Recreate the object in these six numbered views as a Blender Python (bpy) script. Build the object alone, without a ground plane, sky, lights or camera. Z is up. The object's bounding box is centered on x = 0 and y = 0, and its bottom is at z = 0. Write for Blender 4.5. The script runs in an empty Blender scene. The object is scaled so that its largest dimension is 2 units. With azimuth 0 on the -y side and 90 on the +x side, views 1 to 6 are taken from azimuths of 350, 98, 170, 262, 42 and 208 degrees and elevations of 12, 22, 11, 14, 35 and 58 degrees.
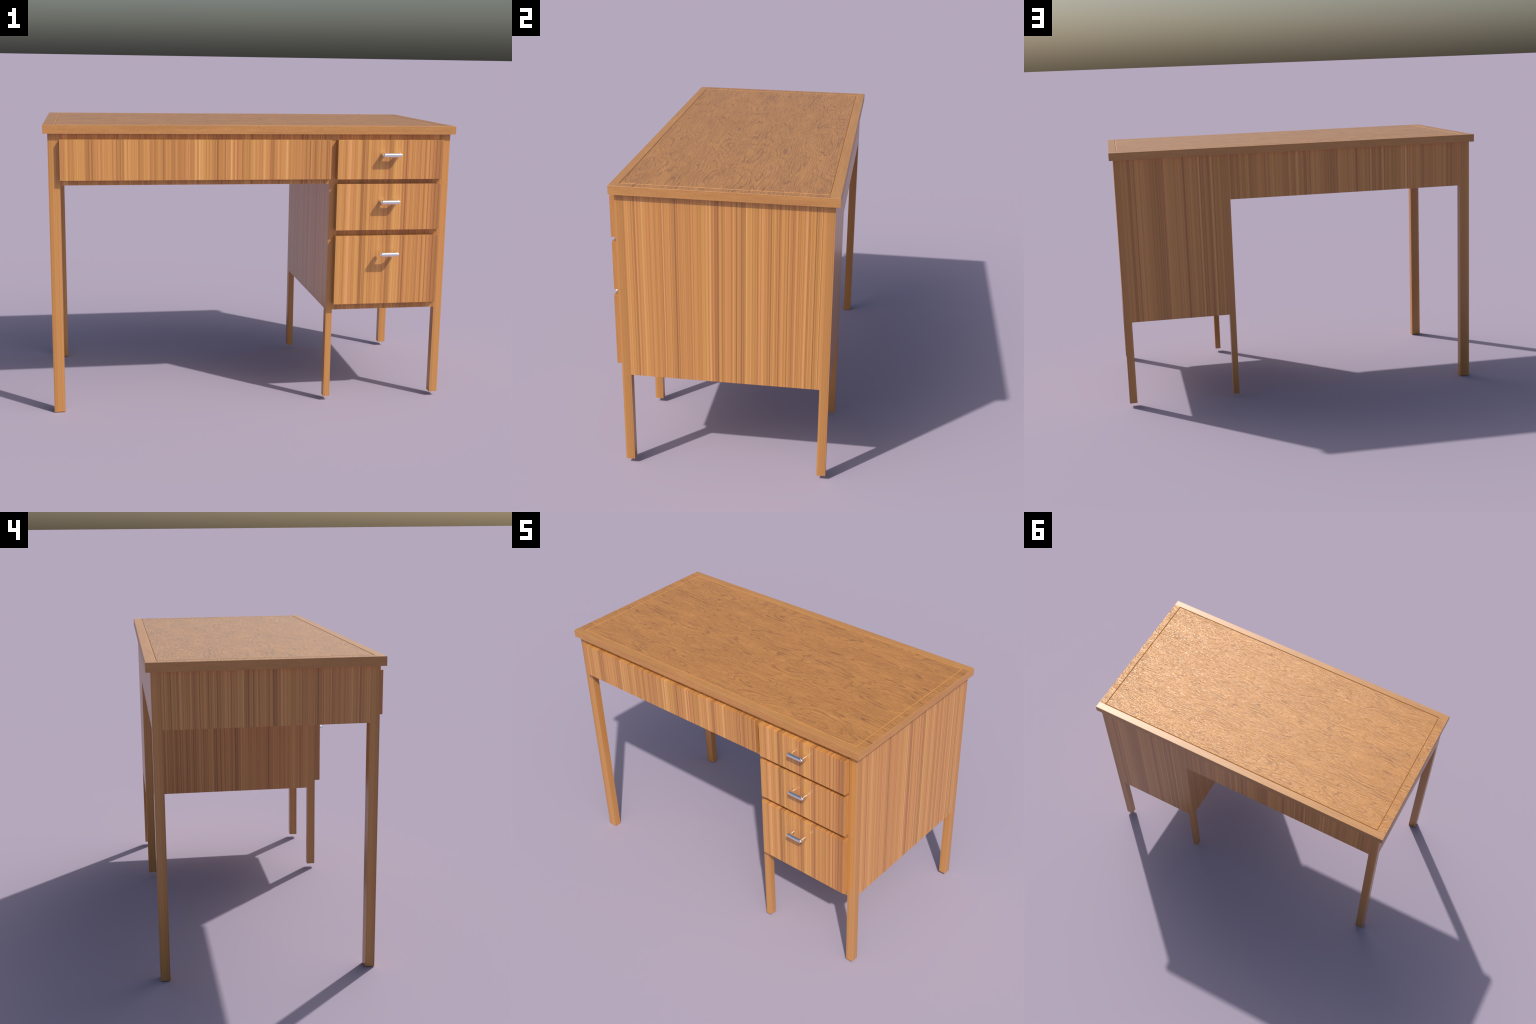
"""A teak pedestal desk: grooved veneer top, five square legs on the pedestal and
leg side, striped veneer carcass, one wide knee drawer and a stack of three
drawers with bent chrome bar handles."""
import bpy, bmesh, math
from mathutils import Vector

# ----------------------------------------------------------------- dimensions
TOP_X = (-1.000, 1.000)
TOP_Y = (-0.4615, 0.5365)
TOP_Z = (1.3575, 1.3977)
GROOVE_X = (-0.9447, 0.9560)        # centre lines of the groove cut in the top
GROOVE_Y = (-0.4195, 0.4900)
GROOVE_W, GROOVE_D = 0.0070, 0.0032

FX0, FX1 = -0.9785, 0.9793          # carcass, outer faces
FY0, FY1 = -0.4405, 0.5165
LEG_D = 0.0424                      # leg depth (front to back), all legs
LEG_L, LEG_M, LEG_R = 0.0528, 0.0320, 0.0415   # leg widths: left, middle, right
PX0 = 0.3705                        # pedestal, left outer face
PED_FOOT = 0.0205                   # pedestal legs end above the floor
PED_Z, APRON_Z = 0.4775, 1.1150     # lower edges of the pedestal and the apron
BOARD = 0.018                       # board thickness

DRAWER_X = (PX0 + LEG_M - 0.0010, FX1 - LEG_R - 0.0005)
DRAWERS_Y = ((-0.4755, -0.4428), (-0.4736, FY0 - 0.0003), (-0.4750, FY0 - 0.0003))  # the top one is ajar
DRAWERS_Z = ((1.1395, 1.3308), (0.8868, 1.1158), (0.5118, 0.8572))
KNEE_X = (FX0 + LEG_L + 0.0005, PX0 - 0.0003)
KNEE_Y, KNEE_Z = -0.4668, (1.1395, 1.3308)

BAR_R = 0.0108                      # chrome handle
HANDLE_X = (0.6150, 0.7122)
HANDLE_REACH = 0.0318               # arm length from its end to the bar axis
HANDLES = ((1.2605, -0.4778), (1.0298, -0.4762), (0.7720, -0.4939))  # z, y of arm ends


# ------------------------------------------------------------------ materials
class Nodes:
    def __init__(self, name):
        self.mat = bpy.data.materials.new(name)
        self.mat.use_nodes = True
        self.t = self.mat.node_tree
        self.t.nodes.clear()
        self.out = self.t.nodes.new("ShaderNodeOutputMaterial")
        self.bsdf = self.t.nodes.new("ShaderNodeBsdfPrincipled")
        self.t.links.new(self.bsdf.outputs[0], self.out.inputs[0])

    def put(self, sock, v):
        if isinstance(v, bpy.types.NodeSocket):
            self.t.links.new(v, sock)
        elif v is not None:
            sock.default_value = v

    def node(self, kind, **props):
        n = self.t.nodes.new(kind)
        for k, v in props.items():
            setattr(n, k, v)
        return n

    def math(self, op, a, b=None, c=None, clamp=False):
        n = self.node("ShaderNodeMath", operation=op, use_clamp=clamp)
        for s, v in zip(n.inputs, (a, b, c)):
            self.put(s, v)
        return n.outputs[0]

    def coords(self):
        return self.node("ShaderNodeTexCoord").outputs["Object"]

    def dot(self, vec, axis):
        n = self.node("ShaderNodeVectorMath", operation="DOT_PRODUCT")
        self.put(n.inputs[0], vec)
        n.inputs[1].default_value = axis
        return n.outputs["Value"]

    def scaled(self, vec, scale, loc=(0, 0, 0)):
        n = self.node("ShaderNodeMapping")
        self.put(n.inputs["Vector"], vec)
        n.inputs["Scale"].default_value = scale
        n.inputs["Location"].default_value = loc
        return n.outputs[0]

    def noise(self, scale, vec=None, w=None, detail=2.0, rough=0.5, distort=0.0, colour=False):
        n = self.node("ShaderNodeTexNoise", noise_dimensions="1D" if w is not None else "3D")
        if w is not None:
            self.put(n.inputs["W"], w)
        else:
            self.put(n.inputs["Vector"], vec)
        n.inputs["Scale"].default_value = scale
        n.inputs["Detail"].default_value = detail
        n.inputs["Roughness"].default_value = rough
        n.inputs["Distortion"].default_value = distort
        return n.outputs["Color" if colour else "Fac"]

    def strips(self, scale, w):
        """One random value per veneer strip (1D cells)."""
        n = self.node("ShaderNodeTexVoronoi", voronoi_dimensions="1D", feature="SMOOTH_F1")
        self.put(n.inputs["W"], w)
        n.inputs["Scale"].default_value = scale
        n.inputs["Smoothness"].default_value = 0.12
        s = self.node("ShaderNodeSeparateColor")
        self.put(s.inputs[0], n.outputs["Color"])
        return s.outputs

    def ramp(self, fac, stops, interp="LINEAR"):
        n = self.node("ShaderNodeValToRGB")
        r = n.color_ramp
        r.interpolation = interp
        while len(r.elements) < len(stops):
            r.elements.new(0.5)
        for e, (p, c) in zip(r.elements, stops):
            e.position = p
            e.color = (*c, 1.0) if len(c) == 3 else c
        self.put(n.inputs[0], fac)
        return n.outputs[0]

    def range(self, v, a, b, c, d):
        n = self.node("ShaderNodeMapRange")
        self.put(n.inputs[0], v)
        for s, x in zip(n.inputs[1:5], (a, b, c, d)):
            s.default_value = x
        return n.outputs[0]

    def mix(self, fac, a, b, blend="MIX"):
        n = self.node("ShaderNodeMix", data_type="RGBA", blend_type=blend)
        self.put(n.inputs[0], fac)
        for s, v in zip((n.inputs[6], n.inputs[7]), (a, b)):
            self.put(s, (*v, 1.0) if isinstance(v, tuple) else v)
        return n.outputs[2]

    def bump(self, height, strength, dist):
        n = self.node("ShaderNodeBump")
        n.inputs["Strength"].default_value = strength
        n.inputs["Distance"].default_value = dist
        self.put(n.inputs["Height"], height)
        self.t.links.new(n.outputs[0], self.bsdf.inputs["Normal"])

    def finish(self, colour, rough, **more):
        self.put(self.bsdf.inputs["Base Color"], colour)
        self.put(self.bsdf.inputs["Roughness"], rough)
        for k, v in more.items():
            self.put(self.bsdf.inputs[k.replace("_", " ")], v)
        return self.mat


def striped_veneer(name, axis, width=1.0, contrast=1.0, offset=0.0, tone=1.0, waver=0.0, rough=0.29, broad_w=0.55):
    """Quarter-cut veneer: straight parallel streaks along z, changing across `axis`."""
    m = Nodes(name)
    p = m.coords()
    u = m.math("ADD", m.dot(p, axis), offset)
    if waver:
        bend = m.noise(1.0, m.scaled(p, (5, 5, 0.9)), detail=1)
        u = m.math("MULTIPLY_ADD", m.math("SUBTRACT", bend, 0.5), waver, u)
    broad = m.noise(17 / width, w=u, detail=1.0, rough=0.5)
    warp = m.math("MULTIPLY_ADD", m.noise(16 / width, w=u, detail=0), 0.055 * width, u)
    cell = m.strips(95 / width, warp)
    fine = m.noise(150 / width, w=m.math("ADD", u, 3.7), detail=2.0, rough=0.6)
    line = m.noise(110 / width, w=m.math("ADD", u, 13.7), detail=1.5, rough=0.6)
    hair = m.noise(480 / width, w=m.math("ADD", u, 9.1), detail=1.0, rough=0.6)
    t = m.math("MULTIPLY", m.math("SUBTRACT", broad, 0.5), broad_w)
    t = m.math("MULTIPLY_ADD", m.math("SUBTRACT", cell[0], 0.5), 0.34, t)
    t = m.math("MULTIPLY_ADD", m.math("SUBTRACT", fine, 0.5), 0.80, t)
    t = m.math("MULTIPLY_ADD", m.math("SUBTRACT", hair, 0.5), 0.28, t)
    # narrow dark latewood lines
    t = m.math("ADD", t, m.range(line, 0.29, 0.42, -0.27, 0.0))
    t = m.math("ADD", t, m.range(line, 0.60, 0.70, 0.0, 0.20))
    t = m.math("MULTIPLY_ADD", t, contrast, 0.54, clamp=True)
    k = tone
    col = m.ramp(t, ((0.00, (0.285 * k, 0.112 * k, 0.042 * k)),
                     (0.25, (0.405 * k, 0.173 * k, 0.056 * k)),
                     (0.50, (0.535 * k, 0.243 * k, 0.072 * k)),
                     (0.75, (0.630 * k, 0.304 * k, 0.092 * k)),
                     (1.00, (0.750 * k, 0.396 * k, 0.155 * k))))
    # strips drift between reddish and olive
    hue = m.math("ADD", m.math("MULTIPLY", cell[1], 0.5), m.math("MULTIPLY", m.noise(95 / width, w=m.math("ADD", u, 5.3), detail=1), 0.5))
    tint = m.ramp(hue, ((0.25, (1.04, 0.95, 1.06)), (0.50, (1.0, 1.0, 1.0)), (0.75, (0.97, 1.05, 0.88))))
    col = m.mix(0.55 * min(1.0, contrast), col, tint, "MULTIPLY")
    m.bump(fine, 0.05, 0.002)
    return m.finish(col, rough)


def plain_wood(name, along, rough=0.37, tone=1.0, fleck=1.0):
    """Solid lipping: quiet grain with short dark flecks running along one axis."""
    m = Nodes(name)
    p = m.coords()
    s = [90.0, 90.0, 90.0]
    s[along] = 9.0
    wide = [22.0, 22.0, 22.0]
    wide[along] = 1.6
    f = [330.0, 330.0, 330.0]
    f[along] = 90.0
    cloud = m.noise(1.0, m.scaled(p, wide), detail=2)
    grain = m.noise(1.0, m.scaled(p, s, (3, 1, 2)), detail=3, rough=0.6)
    flecks = m.noise(1.0, m.scaled(p, f, (7, 2, 5)), detail=2, rough=0.55)
    t = m.math("MULTIPLY_ADD", m.math("SUBTRACT", cloud, 0.5), 0.6, 0.5)
    t = m.math("MULTIPLY_ADD", m.math("SUBTRACT", grain, 0.5), 0.70, t, clamp=True)
    k = tone
    col = m.ramp(t, ((0.10, (0.395 * k, 0.174 * k, 0.053 * k)),
                     (0.50, (0.500 * k, 0.232 * k, 0.070 * k)),
                     (0.90, (0.595 * k, 0.290 * k, 0.093 * k))))
    dark = m.range(flecks, 0.30, 0.46, 0.38 * fleck, 0.0)
    col = m.mix(dark, col, (0.26, 0.120, 0.046), "MIX")
    m.bump(grain, 0.05, 0.002)
    return m.finish(col, rough, Specular_IOR_Level=0.58)


def figured_veneer(name, rough=0.25):
    """Crown-cut veneer of the top: nested wandering growth lines, long fibres along x,
    fine open pores that sparkle in raking light."""
    m = Nodes(name)
    p = m.coords()
    # slow field whose contour lines are the growth lines
    wob = m.noise(1.0, m.scaled(p, (3.5, 14.0, 1.0), (1.3, 4.1, 0)), detail=3, rough=0.55, colour=True)
    shift = m.node("ShaderNodeVectorMath", operation="MULTIPLY_ADD")
    m.put(shift.inputs[0], wob)
    shift.inputs[1].default_value = (0.07, 0.012, 0.0)
    m.put(shift.inputs[2], p)
    q = shift.outputs[0]
    field = m.noise(1.0, m.scaled(q, (1.5, 8.0, 1.0), (5.2, 0.7, 0)), detail=1.7, rough=0.42)
    breakup = m.noise(1.0, m.scaled(q, (16.0, 120.0, 1.0), (3, 7, 0)), detail=3, rough=0.65)
    phase = m.math("MULTIPLY_ADD", field, 21.0, m.math("MULTIPLY", breakup, 0.07))
    lines = m.math("FRACT", phase)
    ring = m.ramp(lines, ((0.00, (0.05,) * 3), (0.60, (0.08,) * 3), (0.86, (1.0,) * 3), (0.94, (0.8,) * 3), (1.00, (0.05,) * 3)))
    lines2 = m.math("FRACT", m.math("MULTIPLY", phase, 3.0))
    ring2 = m.ramp(lines2, ((0.0, (0, 0, 0)), (0.6, (0.2,) * 3), (0.85, (1,) * 3), (1.0, (0, 0, 0))))
    gate = m.range(m.noise(1.0, m.scaled(p, (4.0, 12.0, 1.0), (8, 3, 0)), detail=3, rough=0.6), 0.36, 0.64, 0.25, 1.0)
    ring = m.math("MULTIPLY", ring, gate)
    cloud = m.noise(1.0, m.scaled(p, (3.0, 11.0, 1.0), (2, 9, 0)), detail=3, rough=0.55)
    straight = m.mix(0.75, q, p)
    fibre = m.noise(1.0, m.scaled(straight, (9.0, 175.0, 1.0), (4, 4, 0)), detail=3, rough=0.62)
    pores = m.noise(1.0, m.scaled(straight, (38.0, 380.0, 1.0), (6, 1, 0)), detail=2, rough=0.6)
    t = m.math("MULTIPLY_ADD", m.math("SUBTRACT", cloud, 0.5), 0.46, 0.655)
    t = m.math("MULTIPLY_ADD", m.math("SUBTRACT", fibre, 0.5), 0.95, t)
    t = m.math("MULTIPLY_ADD", m.math("SUBTRACT", pores, 0.5), 0.80, t)
    t = m.math("MULTIPLY_ADD", ring2, -0.12, t)
    t = m.math("MULTIPLY_ADD", ring, -0.32, t, clamp=True)
    col = m.ramp(t, ((0.00, (0.175, 0.072, 0.029)),
                     (0.25, (0.315, 0.131, 0.043)),
                     (0.50, (0.458, 0.198, 0.057)),
                     (0.75, (0.572, 0.255, 0.071)),
                     (1.00, (0.668, 0.317, 0.096))))
    fleck = m.range(m.noise(1.0, m.scaled(q, (7.0, 24.0, 1.0), (11, 5, 0)), detail=2), 0.78, 0.88, 0.0, 0.45)
    col = m.mix(fleck, col, (0.13, 0.062, 0.030))
    # open grain: short ridges along the fibre, coarse enough to glint one by one
    rel = m.noise(1.0, m.scaled(straight, (22.0, 180.0, 1.0), (1, 6, 0)), detail=3, rough=0.78)
    h = m.math("MULTIPLY_ADD", ring, -0.25, rel)
    h = m.math("MULTIPLY_ADD", fibre, 0.9, h)
    m.bump(h, 1.0, 0.0022)
    return m.finish(col, rough, Specular_IOR_Level=0.80, Specular_Tint=(1.0, 0.86, 0.72, 1.0))


def groove_wood(name):
    m = Nodes(name)
    p = m.coords()
    g = m.noise(1.0, m.scaled(p, (40, 40, 40)), detail=3)
    col = m.ramp(g, ((0.2, (0.42, 0.190, 0.054)), (0.8, (0.55, 0.255, 0.072))))
    return m.finish(col, 0.45)


def chrome(name):
    m = Nodes(name)
    p = m.coords()
    g = m.noise(1.0, m.scaled(p, (30, 900, 900)), detail=2)
    return m.finish((0.92, 0.93, 0.94, 1.0), m.range(g, 0.3, 0.7, 0.06, 0.09), Metallic=1.0)


M_DRAWER = striped_veneer("drawer_veneer", (1, 0, 0), width=1.3, offset=2.31, tone=1.03, broad_w=0.95)
M_KNEE = striped_veneer("knee_drawer_veneer", (1, 0, 0), width=1.5, offset=7.9, tone=0.99, broad_w=0.85, contrast=0.95)
M_FRONT = striped_veneer("front_veneer", (1, 0, 0), width=0.8, offset=4.4, tone=0.98)
M_BACK = striped_veneer("back_veneer", (1, 0, 0), width=1.5, offset=11.6, tone=1.0, broad_w=0.7, contrast=0.75)
M_SIDE = striped_veneer("side_veneer", (0, 1, 0), width=0.8, offset=15.2, waver=0.006, tone=1.0)
M_LEG = striped_veneer("leg_wood", (1, 1, 0), width=0.9, contrast=0.55, offset=21.0, tone=0.94)
M_BAND = plain_wood("edge_band_wood", 2, tone=0.96, fleck=0.0)
M_INNER = plain_wood("inner_board_wood", 0, tone=0.8)
M_EDGE = plain_wood("lipping_wood", 0)
M_EDGE_END = plain_wood("end_lipping_wood", 1)
M_TOP = figured_veneer("figured_veneer")
M_GROOVE = groove_wood("groove_wood")
M_CHROME = chrome("polished_chrome")


# ------------------------------------------------------------------- building
def link(name, mesh, parent=None, at=(0, 0, 0), mats=()):
    ob = bpy.data.objects.new(name, mesh)
    bpy.context.scene.collection.objects.link(ob)
    if mesh is not None:
        for mt in mats:
            if mt.name not in mesh.materials:
                mesh.materials.append(mt)
    ob.parent = parent
    base = parent_origin(parent)
    ob.location = Vector(at) - base
    return ob


def parent_origin(ob):
    v = Vector((0, 0, 0))
    while ob is not None:
        v += ob.location
        ob = ob.parent
    return v


def box(name, x, y, z, mat, parent, bevel=0.0, ends=None):
    c = Vector(((x[0] + x[1]) / 2, (y[0] + y[1]) / 2, (z[0] + z[1]) / 2))
    d = (x[1] - x[0], y[1] - y[0], z[1] - z[0])
    bm = bmesh.new()
    bmesh.ops.create_cube(bm, size=1.0)
    bmesh.ops.scale(bm, vec=d, verts=bm.verts)
    if bevel:
        bmesh.ops.bevel(bm, geom=list(bm.edges), offset=bevel, segments=2, profile=0.6, affect="EDGES")
    if ends:                        # edge banding on the two faces across x
        bm.normal_update()
        for f in bm.faces:
            f.material_index = int(abs(f.normal.x) > 0.9)
    me = bpy.data.meshes.new(name)
    bm.to_mesh(me)
    bm.free()
    return link(name, me, parent, c, (mat, ends) if ends else (mat,))


def build_tabletop(desk):
    """Slab whose upper face carries a V groove; the veneer inside and beyond the groove
    are separate pieces meeting exactly at its edges."""
    h = GROOVE_W / 2
    x0, x1 = TOP_X
    y0, y1 = TOP_Y
    z0, z1 = TOP_Z
    zb = z1 - GROOVE_D
    gx0, gx1 = GROOVE_X
    gy0, gy1 = GROOVE_Y
    e = 0.0012                                        # eased arris
    origin = Vector(((x0 + x1) / 2, (y0 + y1) / 2, z0))

    def mesh(name, polys):
        bm = bmesh.new()
        mats = []
        for mt, pts in polys:
            if mt not in mats:
                mats.append(mt)
            f = bm.faces.new([bm.verts.new(Vector(q) - origin) for q in pts])
            f.material_index = mats.index(mt)
        bmesh.ops.remove_doubles(bm, verts=bm.verts, dist=1e-5)
        bmesh.ops.recalc_face_normals(bm, faces=bm.faces)
        me = bpy.data.meshes.new(name)
        for mt in mats:
            me.materials.append(mt)
        bm.to_mesh(me)
        bm.free()
        return me

    def rect(ax, bx, ay, by, z):
        return [(ax, ay, z), (bx, ay, z), (bx, by, z), (ax, by, z)]

    def ring(a, za, b, zb_):
        """Four quads between two rectangles given as (xmin, xmax, ymin, ymax)."""
        ca = [(a[0], a[2], za), (a[1], a[2], za), (a[1], a[3], za), (a[0], a[3], za)]
        cb = [(b[0], b[2], zb_), (b[1], b[2], zb_), (b[1], b[3], zb_), (b[0], b[3], zb_)]
        return [[ca[i], ca[(i + 1) % 4], cb[(i + 1) % 4], cb[i]] for i in range(4)]

    outer = (x0, x1, y0, y1)
    eased = (x0 + e, x1 - e, y0 + e, y1 - e)
    g_out = (gx0 - h, gx1 + h, gy0 - h, gy1 + h)
    g_mid = (gx0, gx1, gy0, gy1)
    g_in = (gx0 + h, gx1 - h, gy0 + h, gy1 - h)

    polys = []
    sides = ring(outer, z0, outer, z1 - e)
    arris = ring(outer, z1 - e, eased, z1)
    for i, (s, a) in enumerate(zip(sides, arris)):
        mt = M_EDGE if i % 2 == 0 else M_EDGE_END
        polys += [(mt, s), (mt, a)]
    polys.append((M_EDGE, rect(x0, x1, y0, y1, z0)))
    polys += [(M_GROOVE, q) for q in ring(g_out, z1, g_mid, zb) + ring(g_mid, zb, g_in, z1)]
    top = link("tabletop", mesh("tabletop", polys), desk, origin)

    rails = [(M_EDGE, rect(eased[0], eased[1], eased[2], g_out[2], z1)),
             (M_EDGE, rect(eased[0], eased[1], g_out[3], eased[3], z1))]
    for mt, q in rails:
        link("lipping", mesh("lipping", [(mt, q)]), top, origin)
    for a, b in ((eased[0], g_out[0]), (g_out[1], eased[1])):
        link("end_veneer", mesh("end_veneer", [(M_TOP, rect(a, b, g_out[2], g_out[3], z1))]), top, origin)
    link("centre_veneer", mesh("centre_veneer", [(M_TOP, rect(*g_in[:2], *g_in[2:], z1))]), top, origin)
    return top


def handle_mesh():
    """Round bar with two mitred corners cut by a small flat, swept along its centre line.
    Local origin: middle of the bar between the arm ends, y = 0 at the arm ends."""
    half = (HANDLE_X[1] - HANDLE_X[0]) / 2 - BAR_R
    sides = 28
    path = [Vector((-half, 0, 0)), Vector((-half, -HANDLE_REACH, 0)), Vector((half, -HANDLE_REACH, 0)), Vector((half, 0, 0))]
    across = [Vector((1, 0, 0)), Vector((1, 1, 0)), Vector((-1, 1, 0)), Vector((-1, 0, 0))]  # mitre planes
    bm = bmesh.new()
    rings = [[bm.verts.new(q + BAR_R * (math.cos(b) * n + math.sin(b) * Vector((0, 0, 1))))
              for b in (2 * math.pi * j / sides for j in range(sides))] for q, n in zip(path, across)]
    for a, b in zip(rings, rings[1:]):
        for j in range(sides):
            bm.faces.new((a[j], a[(j + 1) % sides], b[(j + 1) % sides], b[j]))
    bm.faces.new(rings[0])
    bm.faces.new(rings[-1])
    bmesh.ops.recalc_face_normals(bm, faces=bm.faces)
    corners = [bm.edges.get((r[j], r[(j + 1) % sides])) for r in rings[1:3] for j in range(sides)]
    cut = bmesh.ops.bevel(bm, geom=corners, offset=0.0050, segments=2, affect="EDGES", clamp_overlap=True)
    facets = set(cut["faces"])
    for f in bm.faces:
        f.smooth = len(f.verts) < 10
    for e in bm.edges:              # keep the straight runs free of the corner's shading
        e.smooth = sum(f in facets for f in e.link_faces) != 1
    me = bpy.data.meshes.new("handle")
    bm.to_mesh(me)
    bm.free()
    me.materials.append(M_CHROME)
    return me


def build():
    desk = bpy.data.objects.new("writing_desk", None)
    bpy.context.scene.collection.objects.link(desk)
    desk["label"] = "teak pedestal desk with striped drawers and chrome bar handles"
    desk["category"] = "writing desk"

    build_tabletop(desk)

    z_top = TOP_Z[0]
    # legs: (x range, foot height); a front and a back one each
    for xr, foot in (((FX0, FX0 + LEG_L), 0.0), ((PX0, PX0 + LEG_M), PED_FOOT), ((FX1 - LEG_R, FX1), PED_FOOT)):
        for yr in ((FY0, FY0 + LEG_D), (FY1 - LEG_D, FY1)):
            box("leg", xr, yr, (foot, z_top), M_LEG, desk)

    side_y = (FY0 + LEG_D, FY1 - LEG_D)
    knee = (FX0 + LEG_L, PX0)
    ped = (PX0 + LEG_M, FX1 - LEG_R)
    # pedestal
    box("side_panel", (FX1 - BOARD, FX1), side_y, (PED_Z, z_top), M_SIDE, desk)
    box("side_panel", (PX0, PX0 + BOARD), side_y, (PED_Z, z_top), M_SIDE, desk)
    box("front_panel", ped, (FY0, FY0 + BOARD), (PED_Z, z_top), M_FRONT, desk)
    box("back_panel", ped, (FY1 - BOARD, FY1), (PED_Z, z_top), M_BACK, desk)
    box("bottom_board", (PX0 + BOARD, FX1 - BOARD), (FY0 + LEG_D, FY1 - LEG_D), (PED_Z + 0.003, PED_Z + 0.003 + BOARD), M_INNER, desk)
    # apron round the knee space
    box("side_apron", (FX0, FX0 + BOARD), side_y, (APRON_Z, z_top), M_SIDE, desk)
    box("front_apron", knee, (FY0, FY0 + BOARD), (APRON_Z, z_top), M_FRONT, desk)
    box("back_apron", knee, (FY1 - BOARD, FY1), (APRON_Z, z_top), M_BACK, desk)
    box("bottom_board", (FX0 + LEG_L, PX0 - 0.001), (FY0 + LEG_D, FY1 - LEG_D), (APRON_Z + 0.003, APRON_Z + 0.003 + BOARD), M_INNER, desk)

    # drawer fronts stand proud of the carcass
    box("knee_drawer", KNEE_X, (KNEE_Y, FY0 - 0.0003), KNEE_Z, M_KNEE, desk, bevel=0.0008, ends=M_BAND)
    bar = handle_mesh()
    hx = (HANDLE_X[0] + HANDLE_X[1]) / 2
    for yr, zr, (hz, hy) in zip(DRAWERS_Y, DRAWERS_Z, HANDLES):
        d = box("drawer", DRAWER_X, yr, zr, M_DRAWER, desk, bevel=0.0008, ends=M_BAND)
        link("handle", bar, d, (hx, hy, hz))
    return desk


build()
